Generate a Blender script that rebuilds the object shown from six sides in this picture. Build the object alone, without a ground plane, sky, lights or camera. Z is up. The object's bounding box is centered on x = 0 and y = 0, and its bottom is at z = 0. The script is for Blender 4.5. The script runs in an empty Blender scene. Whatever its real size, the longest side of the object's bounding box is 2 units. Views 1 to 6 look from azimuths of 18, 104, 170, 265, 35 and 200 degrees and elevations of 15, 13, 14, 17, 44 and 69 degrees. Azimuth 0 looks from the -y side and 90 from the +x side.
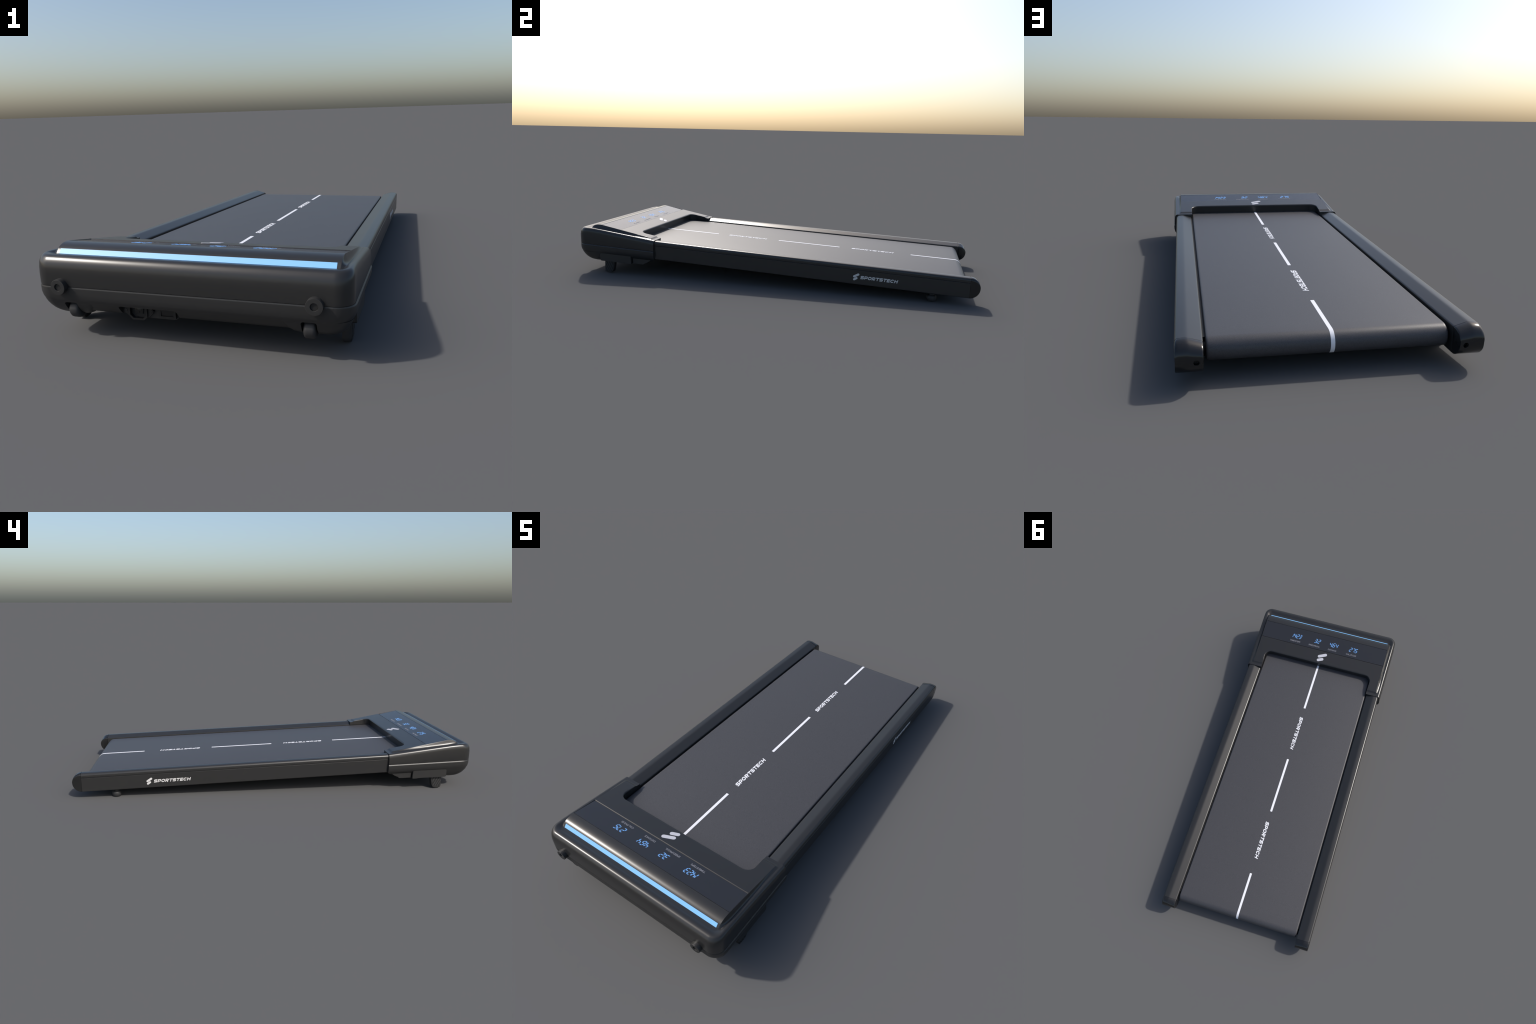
# Folding under-desk walking treadmill: motor hood with display, lower housing,
# two side rails with end caps, running belt, feet and transport wheels.
import bpy, bmesh, math
from mathutils import Vector

S = 0.0375                      # the whole deck falls towards the rear: z = level - S*y
def lev(y, z):                  # deck level z' -> world z
    return z - S * y

# ------------------------------------------------------------------ materials
def new_mat(name):
    m = bpy.data.materials.new(name)
    m.use_nodes = True
    nt = m.node_tree
    return m, nt, nt.nodes["Principled BSDF"]

def plastic(name, col, rough, grain=300.0, bump=0.0, spec=0.5, var=0.02, metallic=0.0, rvar=0.008):
    m, nt, b = new_mat(name)
    N, L = nt.nodes, nt.links
    tc = N.new("ShaderNodeTexCoord")
    n1 = N.new("ShaderNodeTexNoise"); n1.inputs["Scale"].default_value = grain
    n1.inputs["Detail"].default_value = 2.0
    n2 = N.new("ShaderNodeTexNoise"); n2.inputs["Scale"].default_value = 9.0
    n2.inputs["Detail"].default_value = 4.0
    L.new(tc.outputs["Object"], n1.inputs["Vector"])
    L.new(tc.outputs["Object"], n2.inputs["Vector"])
    ramp = N.new("ShaderNodeValToRGB")
    ramp.color_ramp.elements[0].position = 0.3
    ramp.color_ramp.elements[1].position = 0.7
    ramp.color_ramp.elements[0].color = [c * (1 - var) for c in col] + [1]
    ramp.color_ramp.elements[1].color = [c * (1 + var) for c in col] + [1]
    L.new(n1.outputs["Fac"], ramp.inputs["Fac"])
    L.new(ramp.outputs["Color"], b.inputs["Base Color"])
    mr = N.new("ShaderNodeMapRange")
    mr.inputs["To Min"].default_value = rough - rvar
    mr.inputs["To Max"].default_value = rough + rvar
    L.new(n2.outputs["Fac"], mr.inputs["Value"])
    L.new(mr.outputs["Result"], b.inputs["Roughness"])
    if bump > 0:
        bp = N.new("ShaderNodeBump")
        bp.inputs["Strength"].default_value = bump
        bp.inputs["Distance"].default_value = 0.0005
        L.new(n1.outputs["Fac"], bp.inputs["Height"])
        L.new(bp.outputs["Normal"], b.inputs["Normal"])
    b.inputs["Specular IOR Level"].default_value = spec
    b.inputs["Metallic"].default_value = metallic
    return m

def glow(name, base, emit, strength, rough=0.3):
    m, nt, b = new_mat(name)
    N, L = nt.nodes, nt.links
    tc = N.new("ShaderNodeTexCoord")
    n = N.new("ShaderNodeTexNoise"); n.inputs["Scale"].default_value = 60.0
    L.new(tc.outputs["Object"], n.inputs["Vector"])
    mix = N.new("ShaderNodeMix"); mix.data_type = 'RGBA'
    mix.inputs[6].default_value = (*base, 1)
    mix.inputs[7].default_value = (*[c * 0.96 for c in base], 1)
    L.new(n.outputs["Fac"], mix.inputs[0])
    L.new(mix.outputs[2], b.inputs["Base Color"])
    b.inputs["Roughness"].default_value = rough
    b.inputs["Emission Color"].default_value = (*emit, 1)
    b.inputs["Emission Strength"].default_value = strength
    return m

M_SHELL = plastic("hood_plastic", (0.0225, 0.0222, 0.0218), 0.28)
M_LOWER = plastic("housing_plastic", (0.0235, 0.0232, 0.0228), 0.42)
M_RAIL = plastic("rail_coating", (0.024, 0.0238, 0.0235), 0.30, grain=1400)
M_CAP = plastic("cap_plastic", (0.015, 0.015, 0.015), 0.16, bump=0.0)
M_BELT = plastic("belt_rubber", (0.0555, 0.0545, 0.0585), 0.46, grain=420, bump=0.10, var=0.22)
M_GLASS = plastic("display_glass", (0.0235, 0.0245, 0.028), 0.14, bump=0.0, rvar=0.01)  # slight blue in the base colour is tinted-in sky reflection
M_WHITE = plastic("white_print", (0.80, 0.80, 0.83), 0.5, bump=0.0, var=0.02)
M_LOGO = plastic("grey_print", (0.52, 0.52, 0.56), 0.45, bump=0.0, var=0.02)
M_SIDE = plastic("side_print", (0.62, 0.61, 0.60), 0.5, bump=0.0, var=0.02)
M_CAPTION = plastic("caption_print", (0.24, 0.24, 0.26), 0.16, bump=0.0, var=0.02)
M_RUBBER = plastic("rubber", (0.026, 0.026, 0.027), 0.6)
M_DARK = plastic("dark_gap", (0.008, 0.008, 0.008), 0.7, bump=0.0)
M_SOCKET = plastic("socket_plastic", (0.014, 0.014, 0.014), 0.35, bump=0.0)  # base darkened for the shade inside the front pocket
M_METAL = plastic("screw_metal", (0.05, 0.05, 0.05), 0.35, bump=0.0, metallic=0.8)
M_LED = glow("light_strip_glow", (0.05, 0.09, 0.12), (0.225, 0.545, 1.0), 0.90, 0.45)
M_DIGIT = glow("digit_glow", (0.03, 0.06, 0.10), (0.155, 0.36, 0.78), 0.85, 0.2)

# ------------------------------------------------------------------ helpers
ROOT = bpy.data.objects.new("walking_treadmill", None)
bpy.context.collection.objects.link(ROOT)
ROOT["label"] = "flat black walking treadmill with blue light strip and display"
ROOT["category"] = "treadmill"

def finish(me, angle=35):
    for p in me.polygons:
        p.use_smooth = True
    me.set_sharp_from_angle(angle=math.radians(angle))

def add(name, verts, faces, mat, parent=None, angle=35, recalc=True):
    me = bpy.data.meshes.new(name)
    me.from_pydata([tuple(v) for v in verts], [], faces)
    me.validate()
    if recalc:
        bm = bmesh.new(); bm.from_mesh(me)
        bmesh.ops.remove_doubles(bm, verts=bm.verts, dist=1e-6)
        bmesh.ops.recalc_face_normals(bm, faces=bm.faces)
        bm.to_mesh(me); bm.free()
    finish(me, angle)
    me.materials.append(mat)
    ob = bpy.data.objects.new(name, me)
    bpy.context.collection.objects.link(ob)
    ob.parent = parent or ROOT
    return ob

def loft(loops, cap0=True, cap1=True, closed=True):
    n = len(loops[0]); V = [p for l in loops for p in l]; F = []
    for k in range(len(loops) - 1):
        for i in range(n if closed else n - 1):
            j = (i + 1) % n
            F.append((k*n+i, k*n+j, (k+1)*n+j, (k+1)*n+i))
    if cap0: F.append(tuple(range(n))[::-1])
    if cap1: F.append(tuple((len(loops)-1)*n + i for i in range(n)))
    return V, F

def cap_rows(n, k):
    """close the k-th loop of a left-right symmetric outline with cross strips"""
    K = n - 1
    return [(k*n+i, k*n+i+1, k*n+K-i-1, k*n+K-i) for i in range(n//2 - 1)]

def merge(parts):
    V, F = [], []
    for v, f in parts:
        o = len(V); V += v
        F += [tuple(i + o for i in q) for q in f]
    return V, F

def ring(center, axis, r, n=32, ph=0.0):
    cx, cy, cz = center; out = []
    for i in range(n):
        a = ph + 2*math.pi*i/n; c, s = r*math.cos(a), r*math.sin(a)
        out.append({'x': (cx, cy+c, cz+s), 'y': (cx+c, cy, cz+s), 'z': (cx+c, cy+s, cz)}[axis])
    return out

def lathe(base, axis, prof, n=32):
    """prof: list of (distance along axis, radius)"""
    loops = []
    for d, r in prof:
        c = list(base); c['xyz'.index(axis)] += d
        loops.append(ring(c, axis, max(r, 1e-4), n))
    return loft(loops)

def rbox(x0, x1, y0, y1, z0, z1, bev=0.003, seg=3):
    bm = bmesh.new()
    bmesh.ops.create_cube(bm, size=1.0)
    for v in bm.verts:
        v.co = Vector((x0 + (v.co.x+.5)*(x1-x0), y0 + (v.co.y+.5)*(y1-y0), z0 + (v.co.z+.5)*(z1-z0)))
    if bev > 0:
        bmesh.ops.bevel(bm, geom=bm.edges[:], offset=bev, segments=seg, profile=0.5, affect='EDGES')
    bm.verts.index_update()
    V = [v.co[:] for v in bm.verts]; F = [tuple(v.index for v in f.verts) for f in bm.faces]
    bm.free()
    return V, F

def temp(V, F):
    me = bpy.data.meshes.new("cutter"); me.from_pydata([tuple(v) for v in V], [], F)
    bm = bmesh.new(); bm.from_mesh(me)
    bmesh.ops.remove_doubles(bm, verts=bm.verts, dist=1e-6)
    bmesh.ops.recalc_face_normals(bm, faces=bm.faces)
    bm.to_mesh(me); bm.free()
    ob = bpy.data.objects.new("cutter", me); bpy.context.collection.objects.link(ob)
    return ob

def apply_mods(ob):
    dg = bpy.context.evaluated_depsgraph_get()
    me = bpy.data.meshes.new_from_object(ob.evaluated_get(dg), preserve_all_data_layers=True, depsgraph=dg)
    old = ob.data; ob.modifiers.clear(); ob.data = me; me.name = ob.name
    bpy.data.meshes.remove(old)

def boolean(ob, tools, op='DIFFERENCE', angle=35):
    for t in tools:
        md = ob.modifiers.new("b", 'BOOLEAN'); md.operation = op; md.object = t; md.solver = 'EXACT'; md.use_self = (op == 'UNION')
    bpy.context.view_layer.update()
    apply_mods(ob)
    for t in tools:
        me = t.data; bpy.data.objects.remove(t); bpy.data.meshes.remove(me)
    finish(ob.data, angle)

def weighted(ob):
    md = ob.modifiers.new("w", 'WEIGHTED_NORMAL'); md.keep_sharp = True; md.weight = 90
    bpy.context.view_layer.update(); apply_mods(ob)

# ------------------------------------------------------------------ motor hood
Y_REAR = -0.556
def contour(hw, yf, yr, r, nc=12, ns=26, nr=1, nf=1):
    """plan outline with rounded front corners, square rear corners"""
    P = []
    for i in range(ns): P.append((hw, yr + (yf + r - yr) * i / ns))
    for i in range(nc + 1):
        a = math.pi/2 * i / nc; P.append((hw - r + r*math.cos(a), yf + r - r*math.sin(a)))
    for i in range(1, nf): P.append((hw - r - 2*(hw - r) * i / nf, yf))
    for i in range(nc + 1):
        a = math.pi/2 * i / nc; P.append((-hw + r - r*math.sin(a), yf + r - r*math.cos(a)))
    for i in range(1, ns + 1): P.append((-hw, yf + r + (yr - yf - r) * i / ns))
    for i in range(1, nr): P.append((-hw + 2*hw * i / nr, yr))
    # the housing widens slightly towards the front
    return [(x * (1 + 0.006 * min(1.0, (Y_REAR - y) / 0.36)), y) for x, y in P]

def z_rim(y):                                    # shoulder height of the hood
    t = y + 0.905
    soft = 0.5 * (t + math.sqrt(t*t + 0.03**2))  # blends flat front into the slope
    return 0.2325 - 0.1265 * soft

def smooth(t):
    t = max(0.0, min(1.0, t)); return t*t*(3 - 2*t)

def z_valley(y):                                 # shallow valley between shoulder and console
    return z_rim(y) - 0.002 * smooth((-0.575 - y) / 0.16) - 0.0052 * smooth((-0.905 - y) / 0.02)

def z_deck(y):                                   # sloping console plane
    return 0.247 - 0.182 * (y + 0.861)

HW, YF, RC = 0.4330, -0.9850, 0.048
loops = []
seam = 0.1135
# side wall, from the seam groove upwards: (side inset, front inset, blend seam -> shoulder)
for so, fo, t in ((0.0040, 0.0025, -0.01), (0.0018, 0.0006, 0.012), (0.0014, 0.0002, 0.08), (0.0010, 0.0002, 0.5)):
    L = contour(HW - so, YF + fo, Y_REAR, RC - so)
    loops.append([(x, y, lev(y, seam) * (1-t) + (z_rim(y) - 0.048) * t) for x, y in L])
# rounded shoulder: (side inset, front inset, drop below the rim)
for so, fo, d in ((0.0012, 0.0004, 0.048), (0.0018, 0.0010, 0.034), (0.0026, 0.0034, 0.0215), (0.0034, 0.0060, 0.0155),
                  (0.0046, 0.0092, 0.0105), (0.0070, 0.0130, 0.0060), (0.0090, 0.0158, 0.0036), (0.0112, 0.0188, 0.0019),
                  (0.0138, 0.0226, 0.0006), (0.0170, 0.0268, 0.0), (0.0225, 0.0340, 0.0005)):
    L = contour(HW - so, YF + fo, Y_REAR, RC - so)
    loops.append([(x, y, z_rim(y) - d) for x, y in L])
for so, fo, k in ((0.027, 0.042, 0.55), (0.032, 0.050, 1.0), (0.045, 0.064, 1.0)):
    L = contour(HW - so, YF + fo, Y_REAR, RC - 0.020)
    loops.append([(x, y, z_rim(y)*(1-k) + z_valley(y)*k - 0.0003) for x, y in L])
V, F = loft(loops, False, False)
F += cap_rows(len(loops[0]), 0) + cap_rows(len(loops[0]), len(loops)-1)
hood = add("motor_hood", V, F, M_SHELL, ROOT)

# raised console deck: sloping plane, rounded nose, light-strip face, flared flanks
rows = []                                        # (y, z, top half width)
P0, P1 = Vector((-0.8625, z_deck(-0.8625))), Vector((-0.9135, 0.2362))
T0, T1 = Vector((-1.0, 0.05)).normalized()*0.054, Vector((-0.80, -0.60)).normalized()*0.054
rows.append((-0.9275, 0.2195, 0.3945)); rows.append((-0.9240, 0.2243, 0.3950))
rows.append((-0.9188, 0.2302, 0.3955))
for k in range(17):
    t = 1 - k / 16.0
    h = (2*t**3-3*t*t+1)*P0 + (t**3-2*t*t+t)*T0 + (-2*t**3+3*t*t)*P1 + (t**3-t*t)*T1
    rows.append((h.x, h.y, 0.3960 + 0.0016 * (1 - t)))
def d_off(y):                                    # display surface, sinking slightly to the rear
    return -0.0006 - 0.0012 * (y + 0.8606) / 0.1046

rows.append((-0.8612, z_deck(-0.8612), 0.3976, -0.0018))
for k in range(1, 8):
    y = -0.8612 + (-0.7562 + 0.8612) * k / 8; rows.append((y, z_deck(y), 0.3978, d_off(y) - 0.0012))
rows.append((-0.7556, z_deck(-0.7556), 0.398, -0.0036)); rows.append((-0.7551, z_deck(-0.7551), 0.398, -0.0024)); rows.append((-0.7522, z_deck(-0.7522), 0.398))
for k in range(1, 13):
    y = -0.7522 + (-0.582 + 0.7522) * k / 12; rows.append((y, z_deck(y), 0.398))
for k in range(1, 7):                            # tail fading into the rim
    t = k / 6.0; y = -0.582 + 0.013 * t
    f = (1 - t) ** 1.7
    rows.append((y, z_rim(y) + (z_deck(y) - z_rim(y)) * f - 0.0004*t, 0.398 + 0.003 * t))
FL = [(0.0, 1.0), (0.06, 0.93), (0.16, 0.76), (0.28, 0.56), (0.42, 0.36), (0.58, 0.19), (0.76, 0.07), (0.90, 0.01), (1.0, -0.05)]
def deck_row(y, z, xe, sunk=0.0):
    base = min(z_valley(y), z - 0.002); wide = 0.0125
    half = [(xe + wide*t, base + (z - base)*f - (0.0012 if t == 1.0 else 0)) for t, f in FL]
    right = list(reversed(half)) + [(xe - 0.0008, z), (xe - 0.0014, z + sunk)] + [(xe*q, z + sunk) for q in (0.9, 0.6, 0.3)]
    pts = [(x, y, zz) for x, zz in right] + [(0, y, z + sunk)] + [(-x, y, zz) for x, zz in reversed(right)]
    lo = base - 0.022
    m = len(pts)
    return pts + [(pts[m-1-i][0], y, lo) for i in range(m)]
V, F = loft([deck_row(*r) for r in rows])
deck = temp(V, F)
boolean(hood, [deck], 'UNION')

# opening for the belt, with a rounded upper lip that follows the console plane
def u_outline(o, w=0.3408, yf=-0.6692, r=0.036, yr=0.0, n=12):
    w, yf, r = w + o, yf - o, r + o
    P = [(w, yr)]
    for i in range(n + 1):
        a = math.pi/2*i/n; P.append((w - r + r*math.cos(a), yf + r - r*math.sin(a)))
    for i in range(n + 1):
        a = math.pi/2*i/n; P.append((-w + r - r*math.sin(a), yf + r - r*math.cos(a)))
    return P + [(-w, yr)]
def lip(y):                                      # top surface along the opening edge
    return z_deck(y) if y < -0.582 else z_rim(max(y, -0.6)) if y > -0.569 else z_rim(y) + (z_deck(y)-z_rim(y))*((-0.569-y)/0.013)**1.7
L0 = u_outline(0.0); cl = [[(x, y, 0.02) for x, y in u_outline(0.006)], [(x, y, lip(y) - 0.040) for x, y in u_outline(0.0048)]]
for o, d in ((0, 0.0055), (0.0003, 0.0036), (0.0011, 0.0019), (0.0024, 0.0007), (0.0042, -0.0002), (0.03, -0.003), (0.032, -0.2)):
    cl.append([(x, y, lip(y) - d) for (x, y), (x0, y0) in zip(u_outline(o), L0)])
V, F = loft(cl)
boolean(hood, [temp(V, F)], 'DIFFERENCE', angle=40)
weighted(hood)

# display pane, sunk slightly below the console plane
def slab_on_deck(x0, x1, y0, y1, top, thick, nx=1):
    V = []
    for dz in (top, top - thick):
        for x, y in ((x0, y0), (x1, y0), (x1, y1), (x0, y1)):
            V.append((x, y, z_deck(y) + d_off(y) + dz))
    return V, [(0,1,2,3), (7,6,5,4), (0,4,5,1), (1,5,6,2), (2,6,7,3), (3,7,4,0)]
V, F = slab_on_deck(-0.3962, 0.3962, -0.8606, -0.7563, 0.0, 0.0009)
display = add("display_screen", V, F, M_GLASS, hood)

# light strip on the inclined face of the nose
a0, a1 = Vector((-0.9132, 0.2366)), Vector((-0.9238, 0.2246))
nrm = Vector((-(a0.y - a1.y), (a0.x - a1.x))).normalized()
nrm = nrm if nrm.y > 0 else -nrm
q = [a0 + nrm*0.0009, a1 + nrm*0.0009, a1 - nrm*0.001, a0 - nrm*0.001]
V, F = loft([[(x, p.x, p.y) for p in q] for x in (-0.3862, 0.3862)])
add("light_strip", V, F, M_LED, hood)

# ------------------------------------------------------------------ flat graphics
def pill(cx, cy, length, thick, ang, n=10):
    r = thick/2; h = length/2 - r; out = []
    for k in range(n + 1):
        a = -math.pi/2 + math.pi*k/n; out.append((h + r*math.cos(a), r*math.sin(a)))
    for k in range(n + 1):
        a = math.pi/2 + math.pi*k/n; out.append((-h + r*math.cos(a), r*math.sin(a)))
    c, s = math.cos(ang), math.sin(ang)
    return [(cx + x*c - y*s, cy + x*s + y*c) for x, y in out]

def plate(poly, place, th=0.0006):
    """extrude a flat outline: place(u, v, height) -> world point"""
    n = len(poly)
    V = [place(u, v, th) for u, v in poly] + [place(u, v, -th) for u, v in poly]
    F = [tuple(range(n)), tuple(range(2*n-1, n-1, -1))]
    F += [(i, (i+1) % n, n+(i+1) % n, n+i) for i in range(n)]
    return V, F

def ribbon(pts, t, place, closed=False, th=0.0006):
    n = len(pts); Lf, Rt = [], []
    for i in range(n):
        p = Vector(pts[i])
        a = Vector(pts[i-1]) if (i > 0 or closed) else None
        b = Vector(pts[(i+1) % n]) if (i < n-1 or closed) else None
        d1 = (p-a).normalized() if a is not None else None
        d2 = (b-p).normalized() if b is not None else None
        d1 = d1 or d2; d2 = d2 or d1
        m = (d1 + d2).normalized(); nn = Vector((-m.y, m.x))
        k = t/2 / max(0.35, nn.dot(Vector((-d1.y, d1.x))))
        Lf.append(p + nn*k); Rt.append(p - nn*k)
    loops = [[place(l.x, l.y, th), place(r.x, r.y, th), place(r.x, r.y, -th), place(l.x, l.y, -th)] for l, r in zip(Lf, Rt)]
    if closed: loops.append(loops[0])
    return loft(loops, not closed, not closed)

def arc(cx, cy, rx, ry, a0, a1, n=8):
    return [(cx + rx*math.cos(math.radians(a0 + (a1-a0)*i/n)), cy + ry*math.sin(math.radians(a0 + (a1-a0)*i/n))) for i in range(n+1)]

# bold extended capitals as strokes in a unit-height box; T is the stroke weight
T = 0.255
h = T/2
GLYPH = {
 'S': (1.16, [[(1.04, 1-h), (0.42, 1-h)] + arc(0.34, 0.69, 0.225, 0.19, 90, 270)[1:] + [(0.80, 0.5)] + arc(0.82, 0.31, 0.225, 0.19, 90, -90)[1:] + [(0.08, h)]]),
 'P': (1.10, [[(h+.04, 0), (h+.04, 1)], [(T+.04, 1-h), (0.74, 1-h)] + arc(0.74, 0.62, 0.21, 1-h-0.62, 90, -90)[1:] + [(T+.04, 0.62-(1-h-0.62))]]),
 'O': (1.24, [arc(0.62, 0.5, 0.49, 0.5-h, 0, 345, 23)]),
 'R': (1.18, [[(h+.04, 0), (h+.04, 1)], [(T+.04, 1-h), (0.76, 1-h)] + arc(0.76, 0.65, 0.21, 1-h-0.65, 90, -90)[1:] + [(T+.04, 0.65-(1-h-0.65))], [(0.60, 0.298), (0.96, 0.0)]]),
 'T': (1.08, [[(0.0, 1-h), (1.08, 1-h)], [(0.54, 1-T), (0.54, 0)]]),
 'E': (1.04, [[(1.0, 1-h), (h+.04, 1-h), (h+.04, h), (1.0, h)], [(T+.04, 0.5), (0.92, 0.5)]]),
 'C': (1.16, [arc(0.62, 0.5, 0.49, 0.5-h, 42, 318, 20)]),
 'H': (1.18, [[(h+.04, 0), (h+.04, 1)], [(1.14-h, 0), (1.14-h, 1)], [(T+.04, 0.5), (1.14-T, 0.5)]]),
}
def word(text, length, height, shear, place):
    gap = 0.10
    total = sum(GLYPH[c][0] for c in text) + gap*(len(text)-1)
    sx = (length - shear*height) / total
    x = 0.0; parts = []
    for c in text:
        w, strokes = GLYPH[c]
        pl = lambda u, v, hh, x=x: place((x+u)*sx + shear*v*height, v*height, hh)
        for s in strokes:
            parts.append(ribbon(s, T, pl, closed=(c == 'O')))
        x += w + gap
    return merge(parts)

NAME = "SPORTSTECH"

# emblem on the console
def on_deck(u, v, hh):                           # u,v = plan x,y
    return (u, v, z_deck(v) + 0.0002 + hh)
parts = [plate(pill(-0.0135, -0.7228, 0.0585, 0.0175, math.atan2(0.025, 0.053)), on_deck),
         plate(pill(-0.0065, -0.6945, 0.0420, 0.0170, math.atan2(0.018, 0.040)), on_deck)]
for p in parts:
    add("emblem_bar", *p, M_LOGO, hood)

# seven-segment read-outs, read from the rear (right = -x, up = -y)
SEG = {'a': ((0, 2), (1, 2)), 'b': ((1, 2), (1, 1)), 'c': ((1, 1), (1, 0)), 'd': ((0, 0), (1, 0)),
       'e': ((0, 1), (0, 0)), 'f': ((0, 2), (0, 1)), 'g': ((0, 1), (1, 1))}
DIG = {'1': 'bc', '2': 'abged', '3': 'abgcd', '4': 'fgbc', '5': 'afgcd', '6': 'afgedc', '7': 'abc'}
def readout(text, xl, y0, hgt, w, pitch):
    parts = []; cur = 0.0
    sh = 0.26
    place = lambda u, v, hh: (xl - u - sh*v, y0 - v, z_deck(y0 - v) + d_off(y0 - v) + 0.0003 + hh*0.5)
    st = 0.0035
    for c in text:
        if c in '.:':
            for v in ((0.0015,) if c == '.' else (hgt*0.27, hgt*0.73)):
                parts.append(plate([(cur-.0036, v-.0016), (cur-.0004, v-.0016), (cur-.0004, v+.0016), (cur-.0036, v+.0016)], place))
            cur += 0.0022
            continue
        if c == '1': cur -= w*0.72
        for s in DIG[c]:
            (x0, k0), (x1, k1) = SEG[s]
            p = Vector((cur + x0*w, k0*hgt/2)); q = Vector((cur + x1*w, k1*hgt/2))
            d = (q-p).normalized(); n = Vector((-d.y, d.x)); g = 0.0007
            p = p + d*g; q = q - d*g
            b = st/2
            parts.append(plate([tuple(p), tuple(p+d*b+n*b), tuple(q-d*b+n*b), tuple(q), tuple(q-d*b-n*b), tuple(p+d*b-n*b)], place))
        cur += pitch
    V, F = merge(parts)
    return add("digits", V, F, M_DIGIT, hood)
readout("14:23", 0.2085, -0.7955, 0.0245, 0.0115, 0.0165)
readout("3.2", 0.0620, -0.7955, 0.0245, 0.0125, 0.0185)
readout("4.64", -0.0355, -0.7955, 0.0245, 0.0125, 0.0180)
readout("275", -0.1655, -0.7950, 0.0245, 0.0125, 0.0175)

def caption(text, xl, xr, yb, size):
    cu = bpy.data.curves.new("caption", 'FONT'); cu.body = text; cu.size = 1.0
    cu.extrude = 0.03; cu.offset = 0.012; cu.resolution_u = 3
    ob = bpy.data.objects.new("caption", cu); bpy.context.collection.objects.link(ob)
    bpy.context.view_layer.update()
    me = bpy.data.meshes.new_from_object(ob.evaluated_get(bpy.context.evaluated_depsgraph_get()))
    bpy.data.objects.remove(ob); bpy.data.curves.remove(cu)
    w = max(v.co.x for v in me.vertices) - min(v.co.x for v in me.vertices)
    x0 = min(v.co.x for v in me.vertices); k = (xl - xr) / w
    for v in me.vertices:
        y = yb - v.co.y*size
        v.co = Vector((xl - (v.co.x - x0)*k, y, z_deck(y) + d_off(y) + 0.0002 + v.co.z*0.008))
    me.materials.clear(); me.materials.append(M_CAPTION)
    o = bpy.data.objects.new("caption", me); bpy.context.collection.objects.link(o); o.parent = hood
caption("TIME/STEPS", 0.2150, 0.1480, -0.7700, 0.0125)
caption("SPEED/PROG.", 0.0919, 0.0196, -0.7700, 0.0125)
caption("DISTANCE", -0.0353, -0.0893, -0.7700, 0.0125)
caption("CAL./PULSE", -0.1527, -0.2178, -0.7700, 0.0125)

# ------------------------------------------------------------------ lower housing
prof = [  # (level z', half width, front y, rear y, corner radius)
    (0.1128, 0.4314, -0.9836, -0.556, 0.046), (0.1095, 0.4338, -0.9844, -0.5555, 0.049),
    (0.1086, 0.4345, -0.9848, -0.5550, 0.050), (0.0930, 0.4342, -0.9845, -0.5550, 0.050),
    (0.0800, 0.4310, -0.9832, -0.5550, 0.050), (0.0720, 0.4265, -0.9795, -0.5560, 0.048),
    (0.0650, 0.4195, -0.9740, -0.5620, 0.046), (0.0590, 0.4110, -0.9685, -0.5720, 0.044),
    (0.0520, 0.3990, -0.9620, -0.5850, 0.042), (0.0450, 0.3890, -0.9565, -0.6000, 0.040),
    (0.0398, 0.3790, -0.9500, -0.6150, 0.038), (0.0362, 0.3660, -0.9390, -0.6250, 0.034),
    (0.0350, 0.3500, -0.9180, -0.6400, 0.030)]
loops = [[(x, y, lev(y, z)) for x, y in contour(hw, yf, yr, r)] for z, hw, yf, yr, r in prof]
V, F = loft(loops, False, False)
F += cap_rows(len(loops[0]), 0) + cap_rows(len(loops[0]), len(loops)-1)
lower = add("lower_housing", V, F, M_LOWER, ROOT)
WX, WY, WZ, WR = 0.3285, -0.9440, 0.0780, 0.0265     # transport wheel
cut = []
for sx in (1, -1):
    x0, x1 = sorted((sx*(WX-0.0195), sx*(WX+0.0195)))
    # wheel housing: plan loops shrinking downwards, rounded towards the hood corner
    secs = []
    for z, xa, xb, yf, rr in ((0.108, 0.250, 0.431, -0.9780, 0.046), (0.098, 0.258, 0.427, -0.9745, 0.045), (0.088, 0.265, 0.422, -0.9690, 0.044),
                              (0.078, 0.272, 0.416, -0.9615, 0.042), (0.070, 0.280, 0.409, -0.9530, 0.040), (0.063, 0.289, 0.401, -0.9420, 0.036),
                              (0.057, 0.300, 0.388, -0.9260, 0.030), (0.0540, 0.313, 0.365, -0.9080, 0.020)):
        yr = -0.855 - (0.108 - z)*0.15
        P = [(xb, yr)]
        for i in range(11):
            a = math.pi/2*i/10; P.append((xb - rr + rr*math.cos(a), yf + rr - rr*math.sin(a)))
        r2 = min(0.018, (xb - xa)*0.35)
        for i in range(9):
            a = math.pi/2*i/8; P.append((xa + r2 - r2*math.sin(a), yf + r2 - r2*math.cos(a)))
        P.append((xa, yr))
        secs.append([(sx*x, y, z) for x, y in P])
    V, F = loft(secs)
    boolean(lower, [temp(V, F)], 'UNION')
    cut.append(temp(*rbox(x0, x1, -1.02, -0.905, 0.02, 0.1035, 0.006, 3)))
# pocket for socket and switch
cut.append(temp(*rbox(-0.1850, -0.0170, -1.03, -0.9440, 0.02, 0.1030, 0.008, 3)))
boolean(lower, cut, 'DIFFERENCE', angle=38)
weighted(lower)

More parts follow.
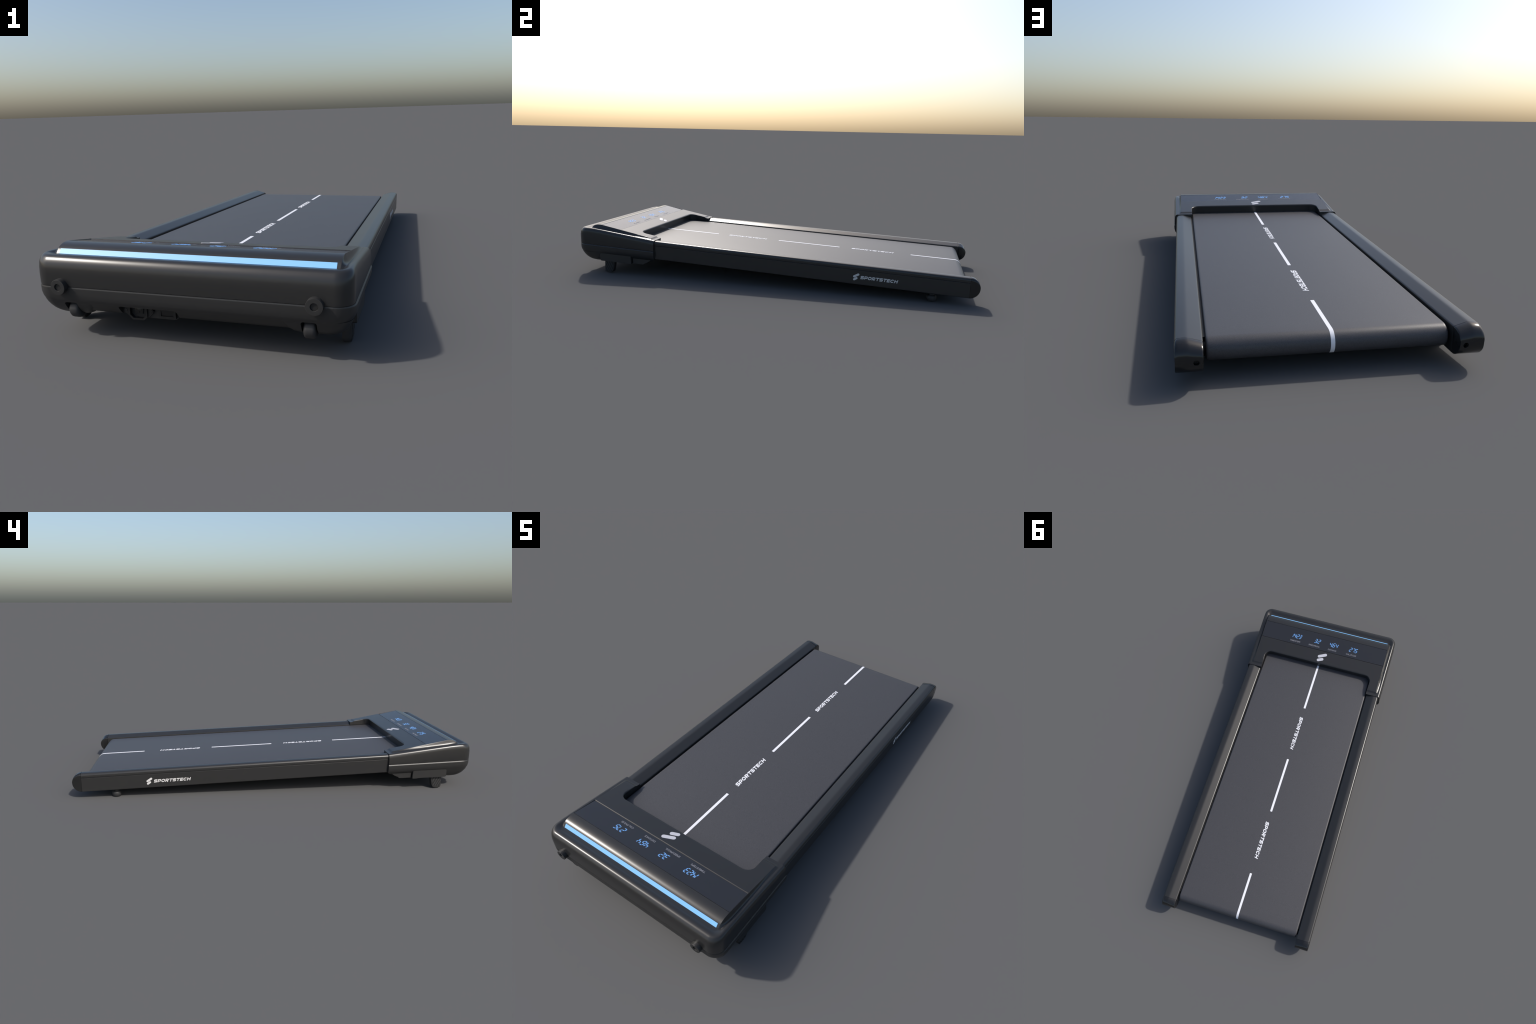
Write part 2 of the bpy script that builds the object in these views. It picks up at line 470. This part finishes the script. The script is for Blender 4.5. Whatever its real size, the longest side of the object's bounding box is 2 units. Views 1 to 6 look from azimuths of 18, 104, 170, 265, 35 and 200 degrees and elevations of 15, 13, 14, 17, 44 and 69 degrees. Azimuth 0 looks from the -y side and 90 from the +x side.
for sx in (1, -1):
    # transport wheel: rounded tyre plus hub axle
    w = 0.0152
    pr = [(-w, 0.012), (-w, WR-0.006), (-w+0.0015, WR-0.003), (-w+0.0045, WR-0.0007), (-w+0.009, WR), (w-0.009, WR), (w-0.0045, WR-0.0007), (w-0.0015, WR-0.003), (w, WR-0.006), (w, 0.012)]
    wheel = add("transport_wheel", *lathe((sx*WX, WY, WZ), 'x', pr, 40), M_RUBBER, lower)
    add("wheel_axle", *lathe((sx*WX, WY, WZ), 'x', [(-0.021, 0.005), (0.021, 0.005)], 16), M_METAL, lower)

    # round bumper stud on the front
    bx, bz = 0.3465*sx, 0.1520
    pr = [(0.030, 0.0215), (0.0012, 0.0215), (0.0003, 0.0211), (0.0, 0.0203), (0.0, 0.0105), (0.0004, 0.0098), (0.006, 0.0092), (0.0062, 0.0035), (0.0080, 0.0030)]
    weighted(add("bumper_stud", *lathe((bx, -1.0, bz), 'y', pr, 48), M_LOWER, lower))
    add("stud_bore", *lathe((bx, -0.9965, bz), 'y', [(0, 0.0040), (0, 0.0088), (0.004, 0.0088), (0.004, 0.0040)], 32), M_DARK, lower)

    # leg bracket with the splayed rubber foot
    side = [(-0.8610, 0.112), (-0.8610, 0.0685), (-0.8580, 0.0650), (-0.8535, 0.0638), (-0.7290, 0.0608), (-0.7140, 0.0602),
            (-0.7050, 0.0582), (-0.6870, 0.0577), (-0.6835, 0.0597), (-0.6830, 0.076), (-0.6860, 0.112)]
    secs = [[(sx*x, y*(1-k) + (-0.775)*k, z + (0.004*k if z < 0.1 else 0)) for y, z in side] for x, k in ((0.355, 0.02), (0.4225, 0.0), (0.4262, 0.004), (0.4280, 0.02))]
    add("leg_bracket", *loft(secs), M_LOWER, lower)
    side = [(-0.6830, 0.100), (-0.6790, 0.0600), (-0.6200, 0.0590), (-0.6160, 0.0610), (-0.6155, 0.0640), (-0.5950, 0.0725), (-0.5800, 0.0835), (-0.575, 0.1)]
    secs = [[(sx*x, y, z) for y, z in side] for x in (0.35, 0.412, 0.4155)]
    add("bracket_tail", *loft(secs), M_LOWER, lower)

    # front foot: tapered pad, slightly raked, with diagonal ribs on its outer face
    def foot_pt(x, t, z):                          # t across (front -> rear)
        yc = -0.8130 - 0.008*(1 - z/0.065)
        hwid = 0.0290 - 0.0055*(1 - z/0.065)
        return (sx*x, yc + t*hwid, z)
    secs = []
    for x, e in ((0.3890, 0.002), (0.3910, 0.0), (0.4105, 0.0), (0.4135, 0.0028)):
        ol = [(-1.0, 0.070), (-1.0, 0.016), (-0.93, 0.009), (-0.78, 0.004), (-0.55, 0.001), (-0.2, 0.0), (0.2, 0.0),
              (0.55, 0.001), (0.78, 0.004), (0.93, 0.009), (1.0, 0.016), (1.0, 0.070)]
        secs.append([foot_pt(x, t*(1 - e*20), max(z, 0) + (e if z < 0.05 else 0)) for t, z in ol])
    foot = add("front_foot", *loft(secs), M_RUBBER, lower)
    ribs = []
    for k in range(6):
        c = -0.75 + k*0.48
        poly = []
        for (t, z) in ((c, 0.010), (c+0.27, 0.010), (c+0.27-1.3, 0.066), (c-1.3, 0.066)):
            poly.append((t, z))
        # clip to the pad
        def clip(P, lim, sgn):
            out = []
            for i in range(len(P)):
                a, b = P[i], P[(i+1) % len(P)]
                ia, ib = sgn*a[0] <= lim, sgn*b[0] <= lim
                if ia: out.append(a)
                if ia != ib:
                    q = (sgn*lim - a[0])/(b[0]-a[0]); out.append((sgn*lim, a[1] + q*(b[1]-a[1])))
            return out
        poly = clip(clip(poly, 0.78, 1), 0.78, -1)
        if len(poly) < 3: continue
        ribs.append(plate(poly, lambda u, v, hh: foot_pt(0.4135 + hh, u, v), 0.0013))
    back = [(-0.86, 0.007), (0.86, 0.007), (0.86, 0.068), (-0.86, 0.068)]
    add("foot_groove", *plate(back, lambda u, v, hh: foot_pt(0.4135 + hh, u, v), 0.0004), M_DARK, lower)
    add("foot_rib", *merge(ribs), M_RUBBER, lower)

# power inlet and rocker switch on a small vertical panel
PY = -0.9450
def on_panel(u, v, hh):
    return (u, PY - hh, v)
def panel_plate(poly, y0, y1, mat, name):
    n = len(poly)
    V = [(u, y0, v) for u, v in poly] + [(u, y1, v) for u, v in poly]
    F = [tuple(range(n)), tuple(range(2*n-1, n-1, -1))] + [(i, (i+1) % n, n+(i+1) % n, n+i) for i in range(n)]
    return add(name, V, F, mat, lower)
panel_plate([(-0.178, 0.101), (-0.1790, 0.0780), (-0.1720, 0.0700), (-0.1050, 0.0665), (-0.0360, 0.0665), (-0.0270, 0.0690), (-0.0205, 0.0770), (-0.020, 0.101)],
            PY, -0.93, M_LOWER, "socket_panel")
for ear in ([(-0.1795, 0.0868), (-0.1745, 0.0925), (-0.1640, 0.1000), (-0.1622, 0.1000), (-0.1622, 0.0690), (-0.1640, 0.0690), (-0.1750, 0.0795)],
            [(-0.1098, 0.1000), (-0.1080, 0.1000), (-0.0960, 0.0935), (-0.0915, 0.0870), (-0.0960, 0.0800), (-0.1080, 0.0690), (-0.1098, 0.0690)]):
    panel_plate(ear, PY - 0.0075, PY + 0.001, M_SOCKET, "socket_flange")
def ring_plate(outer, inner, y0, y1):
    n = len(outer)
    A = [(u, y0, v) for u, v in outer]; B = [(u, y0, v) for u, v in inner]
    C = [(u, y1, v) for u, v in outer]; D = [(u, y1, v) for u, v in inner]
    V = A + B + C + D; F = []
    for i in range(n):
        j = (i+1) % n
        F += [(i, j, n+j, n+i), (2*n+i, 3*n+i, 3*n+j, 2*n+j), (i, 2*n+i, 2*n+j, j), (n+i, n+j, 3*n+j, 3*n+i)]
    return V, F
hexo = lambda x0, x1, z0, z1, c: [(x0, z1), (x1, z1), (x1, z0+c), (x1-c, z0), (x0+c, z0), (x0, z0+c)]
add("socket_shroud", *ring_plate(hexo(-0.1630, -0.1090, 0.0625, 0.1005, 0.0100), hexo(-0.1595, -0.1130, 0.0675, 0.0990, 0.0090), PY - 0.0120, PY), M_SOCKET, lower)
panel_plate(hexo(-0.1592, -0.1133, 0.0678, 0.0988, 0.009), PY - 0.0026, PY - 0.001, M_DARK, "cavity_shadow_plate")  # shallow back plate coloured black for the darkness inside the inlet
add("socket_core", *rbox(-0.1480, -0.1245, PY - 0.0050, PY - 0.001, 0.0780, 0.0930, 0.001, 2), M_SOCKET, lower)
for px, pz in ((-0.1430, 0.0885), (-0.1295, 0.0885), (-0.1362, 0.0820)):
    add("socket_pin", *rbox(px-0.0012, px+0.0012, PY - 0.0058, PY - 0.002, pz-0.0028, pz+0.0028, 0.0004, 1), M_METAL, lower)
for px in (-0.1725, -0.0985):
    add("flange_screw", *lathe((px, PY - 0.0087, 0.0868), 'y', [(0, 0.0), (0, 0.0026), (0.0006, 0.0034), (0.002, 0.0036)], 20), M_METAL, lower)
sq = lambda x0, x1, z0, z1: [(x0, z1), (x1, z1), (x1, z0), (x0, z0)]
add("switch_frame", *ring_plate(sq(-0.0765, -0.0275, 0.0725, 0.0980), sq(-0.0700, -0.0340, 0.0775, 0.0935), PY - 0.0090, PY), M_SOCKET, lower)
V = [(-0.0695, PY - 0.0085, 0.0932), (-0.0345, PY - 0.0085, 0.0932), (-0.0345, PY - 0.0060, 0.0778), (-0.0695, PY - 0.0060, 0.0778),
     (-0.0695, PY, 0.0932), (-0.0345, PY, 0.0932), (-0.0345, PY, 0.0778), (-0.0695, PY, 0.0778)]
add("rocker_switch", V, [(0,1,2,3), (7,6,5,4), (0,4,5,1), (1,5,6,2), (2,6,7,3), (3,7,4,0)], M_SOCKET, lower)

# ------------------------------------------------------------------ side rails
def corner(cx, cz, rx, rz, a0, a1, n):
    return arc(cx, cz, rx, rz, a0, a1, n)
RAIL = ([(0.3470, 0.0745), (0.3485, 0.0722), (0.4180, 0.0722), (0.4203, 0.0745), (0.4203, 0.1392), (0.4196, 0.1400), (0.4170, 0.1402),
         (0.4170, 0.1424), (0.4200, 0.1427), (0.4208, 0.1434)]
        + corner(0.4085, 0.1515, 0.0123, 0.0118, 0, 80, 8)
        + [(0.4000, 0.1640), (0.3930, 0.1643), (0.3885, 0.1639), (0.3850, 0.1631), (0.3800, 0.1617)]
        + [(0.3520, 0.1532), (0.3490, 0.1520), (0.3474, 0.1503), (0.3470, 0.1480)])
R_END = 0.9562
for sx in (1, -1):
    stations = [-0.66, -0.3, 0.0, 0.3, 0.6, R_END - 0.001, R_END]
    secs = []
    for y in stations:
        k = 0.0006 if y == R_END else 0.0
        secs.append([(sx*(x - k if x > 0.38 else x + k), y, lev(y, z) - (k if z > 0.12 else -k)) for x, z in RAIL])
    rail = add("side_rail", *loft(secs), M_RAIL, ROOT, angle=28)
    weighted(rail)

    # rounded end cap: rail outline swept into a half ellipse
    zc = lev(R_END, 0.1187); y0 = R_END + 0.0012; depth = 1.0 - y0
    OUT = [(0.3470, 0.0745), (0.3485, 0.0722), (0.4180, 0.0722), (0.4203, 0.0745), (0.4205, 0.11), (0.4205, 0.1434)] + RAIL[10:]
    secs = [[(sx*(0.3835 + (x-0.3835)*0.93), y0 - 0.006, zc + (lev(R_END, z)-zc)*0.95) for x, z in OUT]]
    secs.append([(sx*(0.3835 + (x-0.3835)*0.93), y0, zc + (lev(R_END, z)-zc)*0.95) for x, z in OUT])
    for k in range(15):
        a = math.radians(90*k/14.0)
        ins = 0.0006 if k == 0 else (0.0018*(k/14.0)**2)
        cc = max(math.cos(a), 0.02)**0.92
        secs.append([(sx*(x - ins if x > 0.3835 else x + ins), y0 + depth*math.sin(a), zc + (lev(R_END, z)-zc)*cc) for x, z in OUT])
    cap = add("end_cap", *loft(secs), M_CAP, rail, angle=40)
    boolean(cap, [temp(*lathe((sx*0.3655, 0.985, 0.0755), 'y', [(0, 0.0078), (0.03, 0.0078)], 28))], 'DIFFERENCE', 40)
    add("cap_screw", *lathe((sx*0.3655, 0.9835, 0.0755), 'y', [(0, 0.0062), (0.0035, 0.0062), (0.0042, 0.0055), (0.0042, 0.0032), (0.0025, 0.003)], 24), M_METAL, rail)

    # emblem and name on the outer face
    if sx < 0:                                      # read from -x: right = -y
        on_side = lambda u, v, hh: (-0.4203 - hh, 0.6480 - u, lev(0.6480 - u, v))
        zoff = 0.0
    else:
        on_side = lambda u, v, hh: (0.4203 + hh, 0.4435 + u, lev(0.4435 + u, v))
    b1 = pill(0.0155, 0.1115, 0.0315, 0.0100, math.atan2(0.0110, 0.0175))
    b2 = pill(0.0130, 0.0960, 0.0222, 0.0098, math.atan2(0.0066, 0.0102))
    if sx > 0:
        b1 = pill(0.0150, 0.1148, 0.0315, 0.0100, math.atan2(0.0105, 0.0175)); b2 = pill(0.0115, 0.0990, 0.0222, 0.0098, math.atan2(0.0066, 0.0102))
    for b in (b1, b2):
        add("emblem_bar", *plate(b, on_side), M_SIDE, rail)
    if sx < 0:
        pl = lambda u, v, hh: on_side(0.0355 + u, 0.0968 + v, hh)
    else:
        pl = lambda u, v, hh: on_side(0.0330 + u, 0.1003 + v, hh)
    add("lettering", *word(NAME, 0.1815 if sx < 0 else 0.1720, 0.0153, 0.26, pl), M_SIDE, rail)

    # rear foot under the rail
    fx, fy = 0.3800*sx, 0.7985
    top = lev(fy, 0.0755)
    pr = [(0.0, 0.017), (0.0012, 0.0195), (0.005, 0.0215), (0.011, 0.0232), (0.018, 0.0230), (0.0235, 0.0212), (0.0268, 0.0170), (0.0280, 0.0145), (0.0282, 0.0135), (top + 0.004, 0.0135)]
    add("rear_foot", *lathe((fx, fy, 0.0), 'z', pr, 40), M_RUBBER, rail)

# ------------------------------------------------------------------ running belt
B_TOP, B_R, B_YR, B_YF = 0.1480, 0.0335, 0.9160, -0.8000
def belt_path(inset=0.0, n=18):
    """closed side profile (y, z') of the belt loop"""
    r = B_R - inset; zc = B_TOP - B_R; P = []
    for k in range(41): P.append((B_YF + (B_YR - B_YF)*k/40.0, zc + r))
    for k in range(1, n): a = math.pi/2 - math.pi*k/n; P.append((B_YR + r*math.cos(a), zc + r*math.sin(a)))
    for k in range(41): P.append((B_YR + (B_YF - B_YR)*k/40.0, zc - r))
    for k in range(1, n): a = -math.pi/2 - math.pi*k/n; P.append((B_YF + r*math.cos(a), zc + r*math.sin(a)))
    return P
secs = []
for x, ins in ((-0.3395, 0.0060), (-0.3390, 0.0035), (-0.3375, 0.0014), (-0.3350, 0.0003), (-0.331, 0.0), (0, 0), (0.331, 0.0), (0.3350, 0.0003), (0.3375, 0.0014), (0.3390, 0.0035), (0.3395, 0.0060)):
    secs.append([(x, y, lev(y, z)) for y, z in belt_path(ins)])
belt = add("running_belt", *loft(secs), M_BELT, ROOT, angle=40)

def along_belt(s, x, hh):
    """s = y position on the top run; beyond the rear roller it wraps round"""
    zc = B_TOP - B_R
    if s <= B_YR: return (x, s, lev(s, B_TOP + hh))
    a = math.pi/2 - (s - B_YR)/B_R; r = B_R + hh
    y = B_YR + r*math.cos(a)
    return (x, y, lev(y, zc + r*math.sin(a)))
for y0, y1 in ((-0.72, -0.3630), (-0.0130, 0.3240), (0.6965, B_YR + B_R*2.55)):
    n = 60; secs = []
    for k in range(n + 1):
        s = y0 + (y1-y0)*k/n
        secs.append([along_belt(s, -0.0086, 0.0005), along_belt(s, 0.0032, 0.0005), along_belt(s, 0.0032, -0.0005), along_belt(s, -0.0086, -0.0005)])
    add("lane_stripe", *loft(secs), M_WHITE, belt)
for y0, y1 in ((-0.3020, -0.0790), (0.3870, 0.6110)):
    pl = lambda u, v, hh, y0=y0: along_belt(y0 + u, 0.0068 - v, hh*0.8)
    add("lettering", *word(NAME, y1 - y0, 0.0200, 0.26, pl), M_WHITE, belt)

# roller ends and the frame beams below the deck
for sx in (1, -1):
    for yy in (B_YR, B_YF):
        add("roller_end", *lathe((sx*0.335, yy, lev(yy, B_TOP - B_R)), 'x', [(0, 0.016), (sx*0.0135, 0.016)], 24), M_DARK, belt)

V, F = loft([[(x, y, lev(y, z)) for x, z in ((-0.3465, 0.085), (0.3465, 0.085), (0.3465, 0.1400), (-0.3465, 0.1400))] for y in (-0.74, 0.905)])
add("running_deck", V, F, M_DARK, ROOT)
